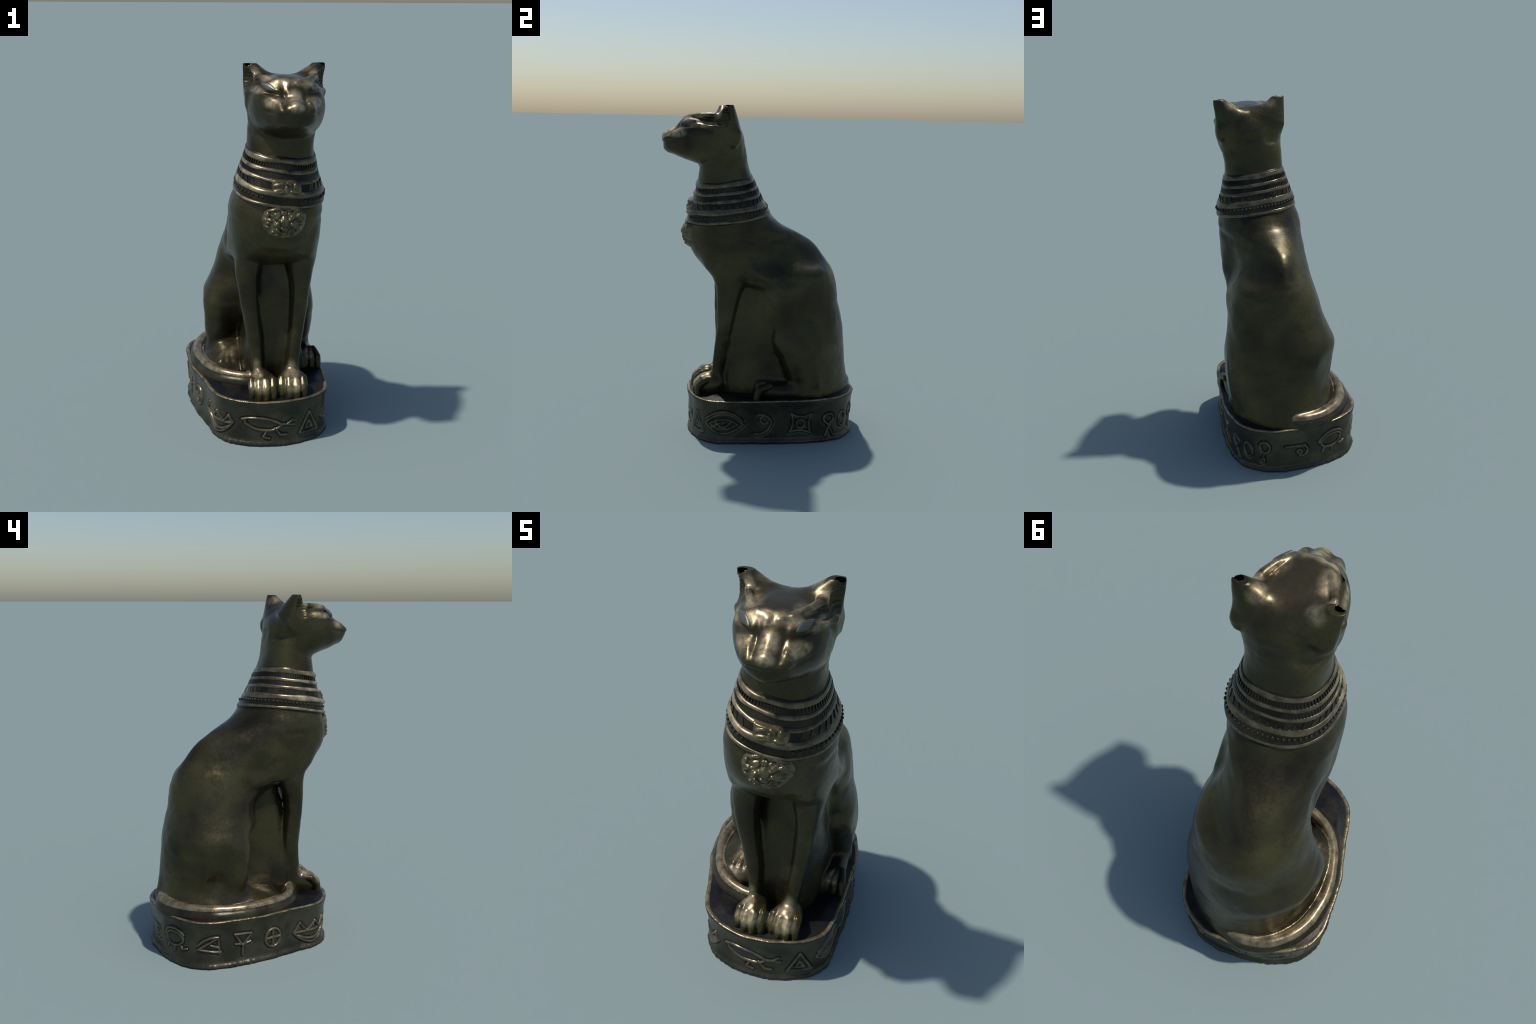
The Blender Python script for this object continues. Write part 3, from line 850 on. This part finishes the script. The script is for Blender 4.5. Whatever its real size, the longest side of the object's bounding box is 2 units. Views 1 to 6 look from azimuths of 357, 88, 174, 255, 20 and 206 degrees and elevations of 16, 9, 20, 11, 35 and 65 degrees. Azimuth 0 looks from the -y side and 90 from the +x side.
def seg(p, a, b):
    a = np.array(a); b = np.array(b); ab = b - a
    t = np.clip(((p - a) @ ab) / (ab @ ab + 1e-12), 0, 1)
    return np.linalg.norm(p - a - t[..., None] * ab, axis=-1)
def stroke(p, pts):
    d = np.full(p.shape[:-1], 9.0)
    for a, b in zip(pts[:-1], pts[1:]):
        d = np.minimum(d, seg(p, a, b))
    return d
def arc(c, ru, rw, a0, a1, n=16, tilt=0.0):
    t = np.radians(np.linspace(a0, a1, n)); k = math.radians(tilt)
    u = ru * np.cos(t); w = rw * np.sin(t)
    return [(c[0] + p * math.cos(k) - q * math.sin(k), c[1] + p * math.sin(k) + q * math.cos(k)) for p, q in zip(u, w)]
def bend(a, b, sag, n=12):
    a = np.array(a); b = np.array(b); nrm = np.array([-(b - a)[1], (b - a)[0]]); nrm /= np.linalg.norm(nrm)
    return [tuple(a + (b - a) * t + nrm * sag * 4 * t * (1 - t)) for t in np.linspace(0, 1, n)]
# strokes in (distance along the side wall, height)
SIGNS = [
    [[(0.172, 0.052), (0.298, 0.052), (0.235, 0.168), (0.172, 0.052)], [(0.212, 0.074), (0.258, 0.074), (0.235, 0.115), (0.212, 0.074)]],
    [bend((0.325, 0.118), (0.565, 0.118), 0.062), bend((0.325, 0.118), (0.565, 0.118), -0.058), bend((0.355, 0.118), (0.53, 0.118), 0.030),
     bend((0.355, 0.118), (0.53, 0.118), -0.032), bend((0.395, 0.13), (0.49, 0.13), -0.03), [(0.37, 0.10), (0.42, 0.125)], bend((0.335, 0.15), (0.56, 0.14), 0.05)],
    [arc((0.692, 0.145), 0.024, 0.024, 0, 360), bend((0.652, 0.178), (0.735, 0.13), 0.020), bend((0.735, 0.13), (0.632, 0.058), 0.028), bend((0.632, 0.058), (0.70, 0.075), -0.008)],
    [bend((0.853, 0.182), (0.980, 0.180), -0.018), bend((0.980, 0.180), (0.980, 0.054), -0.016), bend((0.980, 0.054), (0.845, 0.066), -0.018),
     bend((0.845, 0.066), (0.853, 0.182), -0.016), arc((0.914, 0.118), 0.026, 0.026, 0, 360)],
    [arc((1.094, 0.140), 0.034, 0.030, -60, 240), [(1.108, 0.113), (1.096, 0.09), (1.128, 0.034)], [(1.080, 0.113), (1.096, 0.09), (1.074, 0.034)]],
    [arc((1.207, 0.120), 0.032, 0.045, 0, 360)],
    [arc((1.318, 0.155), 0.032, 0.036, 0, 360), arc((1.304, 0.066), 0.010, 0.012, 0, 360), [(1.314, 0.115), (1.306, 0.085)]],
    [[(1.442, 0.154), (1.560, 0.152)], arc((1.540, 0.118), 0.036, 0.034, -110, 120), arc((1.528, 0.112), 0.014, 0.012, 0, 360)],
    [arc((1.735, 0.142), 0.072, 0.040, 0, 360, 24, 6), arc((1.735, 0.146), 0.086, 0.055, 20, 170, 16, 6), [(1.690, 0.108), (1.672, 0.078)], [(1.735, 0.100), (1.735, 0.070)],
     [(1.780, 0.112), (1.800, 0.090), (1.834, 0.100)]],
    [[(1.908, 0.108), (2.030, 0.180), (2.036, 0.082)], [(1.908, 0.108), (2.044, 0.092)], bend((1.915, 0.135), (2.030, 0.180), 0.014), [(1.985, 0.135), (2.03, 0.12)]],
    [[(2.126, 0.182), (2.226, 0.176), (2.176, 0.106), (2.126, 0.182)], [(2.176, 0.106), (2.174, 0.052)], [(2.130, 0.125), (2.165, 0.12)], [(2.19, 0.12), (2.222, 0.128)]],
    [arc((2.369, 0.120), 0.050, 0.053, 0, 360, 24), [(2.369, 0.067), (2.369, 0.173)], [(2.319, 0.120), (2.419, 0.120)]],
    [bend((2.515, 0.110), (2.790, 0.120), -0.080, 18), [(2.515, 0.110), (2.557, 0.164), (2.610, 0.105), (2.515, 0.110)], [(2.610, 0.105), (2.667, 0.158), (2.720, 0.108), (2.610, 0.105)],
     [(2.720, 0.108), (2.762, 0.158), (2.790, 0.120), (2.720, 0.108)], bend((2.55, 0.088), (2.76, 0.092), -0.035)],
    [bend((2.842, 0.150), (3.065, 0.122), 0.026), bend((2.860, 0.128), (2.985, 0.090), -0.010), bend((2.985, 0.090), (3.065, 0.122), -0.012), [(3.065, 0.122), (3.10, 0.118), (3.130, 0.140)],
     [(3.10, 0.118), (3.14, 0.112)], [(2.985, 0.090), (2.965, 0.050), (3.000, 0.040)], [(3.030, 0.100), (3.060, 0.060), (3.095, 0.058)], bend((2.842, 0.150), (2.860, 0.128), 0.01)],
]
def uneven(s, z):
    return 0.0016 * np.sin(2 * np.pi * 9 * s / LEN + 9 * z) + 0.0011 * np.sin(2 * np.pi * 23 * s / LEN - 14 * z + 1)

# wall profile: (z, outward offset)
WZ = np.array([0.0, 0.004, 0.010, 0.018, 0.026, 0.036, 0.05, 0.12, 0.19, 0.215, 0.232, 0.244, 0.252])
WO = np.array([-0.012, -0.004, -0.003, -0.006, -0.013, -0.016, -0.016, -0.015, -0.010, -0.006, -0.002, 0.001, 0.002])
rows = np.unique(np.concatenate([np.linspace(0, 0.036, 9), np.linspace(0.036, 0.19, 78), np.linspace(0.19, 0.252, 18)]))
S2, Z2 = np.meshgrid(SS, rows, indexing='ij')
off = curve(Z2, WZ, WO) + uneven(S2, Z2)
ragged = RNG.uniform(-1, 1, NS); ragged = np.convolve(np.concatenate([ragged[-4:], ragged, ragged[:4]]), np.ones(9) / 9, 'same')[4:-4]
off += 0.010 * ragged[:, None] * np.clip((0.030 - Z2) / 0.03, 0, 1)
PT = np.stack([S2, Z2], -1)
sink = np.zeros_like(off)
for strokes in SIGNS:
    for sh in (0, -LEN):
        lo_s = min(q[0] for st in strokes for q in st) - 0.05 + sh; hi_s = max(q[0] for st in strokes for q in st) + 0.05 + sh
        m = (SS > lo_s) & (SS < hi_s)
        if not m.any():
            continue
        d = np.min([stroke(PT[m], [(a + sh, b) for a, b in st]) for st in strokes], axis=0)
        sink[m] = np.maximum(sink[m], 0.007 * np.clip(1.5 - d / 0.012, 0, 1))
off -= sink
XY = OUT[:, None, :] + NRM[:, None, :] * off[..., None]
V = np.concatenate([XY, Z2[..., None]], -1).reshape(-1, 3)
nr = len(rows)
i = np.arange(NS * nr).reshape(NS, nr)
j = np.roll(i, -1, 0)
F = np.stack([i[:, :-1], j[:, :-1], j[:, 1:], i[:, 1:]], -1).reshape(-1, 4).tolist()
V = V.tolist()
V.append((0.0, 0.05, 0.0)); F += [(int(j[k, 0]), int(i[k, 0]), len(V) - 1) for k in range(NS)]
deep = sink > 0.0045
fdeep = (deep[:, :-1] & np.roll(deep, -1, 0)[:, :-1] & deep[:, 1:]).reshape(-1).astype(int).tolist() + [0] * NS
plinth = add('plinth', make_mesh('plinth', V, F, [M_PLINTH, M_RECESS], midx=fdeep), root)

# rim bead, coloured pale for its edge highlight, and the floor inside it
def rim_z(s):
    x_, y_ = OUT[:, 0], OUT[:, 1]
    return 0.255 + 0.010 * np.clip((y_ + 0.44) / 0.9, 0, 1)
prof = [(0.252 - 0.252, 0.0)]
RIM = [(-0.003, -0.004), (0.001, 0.0010), (0.005, -0.001), (0.007, -0.007), (0.0065, -0.014), (0.004, -0.020), (-0.004, -0.026)]
rz = rim_z(SS)
V = np.concatenate([np.concatenate([OUT + NRM * (o + uneven(SS, 0.25) + 0.0006 * ragged * 3)[:, None], (rz + dz + 0.0015 * ragged)[:, None]], 1) for dz, o in RIM])
i = np.arange(len(RIM) * NS).reshape(len(RIM), NS)
F = np.stack([i[:-1], np.roll(i, -1, 1)[:-1], np.roll(i, -1, 1)[1:], i[1:]], -1).reshape(-1, 4)
add('plinth_rim', make_mesh('plinth_rim', V, F, M_RIM), plinth)
# the wall's top row follows the rim: rebuild z of upper rows
me = plinth.data
for k in range(NS):
    for r in range(nr):
        if rows[r] > 0.19:
            v = me.vertices[k * nr + r]
            v.co.z = rows[r] + (rz[k] - 0.252) * (rows[r] - 0.19) / 0.062
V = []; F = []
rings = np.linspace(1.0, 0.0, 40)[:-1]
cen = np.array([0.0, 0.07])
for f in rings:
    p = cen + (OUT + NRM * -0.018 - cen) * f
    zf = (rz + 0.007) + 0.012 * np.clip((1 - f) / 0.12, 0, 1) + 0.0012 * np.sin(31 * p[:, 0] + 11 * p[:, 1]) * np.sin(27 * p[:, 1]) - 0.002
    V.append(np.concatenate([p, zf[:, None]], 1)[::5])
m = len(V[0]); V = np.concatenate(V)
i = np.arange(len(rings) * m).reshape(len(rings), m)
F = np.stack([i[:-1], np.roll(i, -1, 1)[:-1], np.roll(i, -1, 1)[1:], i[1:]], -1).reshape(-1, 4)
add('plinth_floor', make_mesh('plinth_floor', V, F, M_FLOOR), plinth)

# raised signs, each a piece of its own
def wall_point(s, z, o):
    k = (s % LEN) / LEN * NS
    i0 = np.floor(k).astype(int) % NS; t = (k - np.floor(k))[..., None]
    b = OUT[i0] * (1 - t) + OUT[(i0 + 1) % NS] * t
    n = NRM[i0] * (1 - t) + NRM[(i0 + 1) % NS] * t
    return np.concatenate([b + n * (curve(z, WZ, WO) + uneven(s, z) + o)[..., None], z[..., None]], -1)
for strokes in SIGNS:
    a = np.array([q for st in strokes for q in st])
    s0, s1 = a[:, 0].min() - 0.012, a[:, 0].max() + 0.012; z0, z1 = a[:, 1].min() - 0.012, a[:, 1].max() + 0.012
    ns, nz = int((s1 - s0) / 0.0016), int((z1 - z0) / 0.0016)
    s_, z_ = np.meshgrid(np.linspace(s0, s1, ns), np.linspace(z0, z1, nz), indexing='ij')
    d = np.min([stroke(np.stack([s_, z_], -1), st) for st in strokes], axis=0)
    h = 0.0060 - 0.016 * (d / 0.0105) ** 2
    W = wall_point(s_, z_, np.maximum(h, -0.010)).reshape(-1, 3)
    i = np.arange(ns * nz).reshape(ns, nz)
    F = np.stack([i[:-1, :-1], i[1:, :-1], i[1:, 1:], i[:-1, 1:]], -1).reshape(-1, 4)
    F = F[(h.ravel()[F] > -0.0095).any(1)]
    used, inv = np.unique(F, return_inverse=True)
    add('raised_sign', make_mesh('raised_sign', W[used], inv.reshape(-1, 4), M_SIGN), plinth)

# ---------------------------------------------------------------- eyes
def eye_mesh():
    V = []; F = []
    n, m = 28, 8
    for i in range(m + 1):
        r = i / m
        for j in range(n):
            t = 2 * math.pi * j / n
            u = math.cos(t); w = math.sin(t) * (1 - 0.55 * abs(u) ** 1.6)
            V.append((u * r, w * r, math.sqrt(max(0.0, 1 - r * r))))
    for i in range(m):
        for j in range(n):
            F.append((i * n + j, (i + 1) * n + j, (i + 1) * n + (j + 1) % n, i * n + (j + 1) % n))
    return V, F
def snap_eye(l, f0, z0, inset):
    """first point of the head met by a ray from outside towards the head's core"""
    a = np.array(head_pt(l * 2.2, f0 + 0.28, z0 + 0.10)); b = np.array(head_pt(l * 0.2, 0.04, z0 - 0.06))
    t = np.linspace(0, 1, 1200)[:, None]
    P = a + (b - a) * t
    d = body_field(P)
    return P[np.argmax(d < inset)]
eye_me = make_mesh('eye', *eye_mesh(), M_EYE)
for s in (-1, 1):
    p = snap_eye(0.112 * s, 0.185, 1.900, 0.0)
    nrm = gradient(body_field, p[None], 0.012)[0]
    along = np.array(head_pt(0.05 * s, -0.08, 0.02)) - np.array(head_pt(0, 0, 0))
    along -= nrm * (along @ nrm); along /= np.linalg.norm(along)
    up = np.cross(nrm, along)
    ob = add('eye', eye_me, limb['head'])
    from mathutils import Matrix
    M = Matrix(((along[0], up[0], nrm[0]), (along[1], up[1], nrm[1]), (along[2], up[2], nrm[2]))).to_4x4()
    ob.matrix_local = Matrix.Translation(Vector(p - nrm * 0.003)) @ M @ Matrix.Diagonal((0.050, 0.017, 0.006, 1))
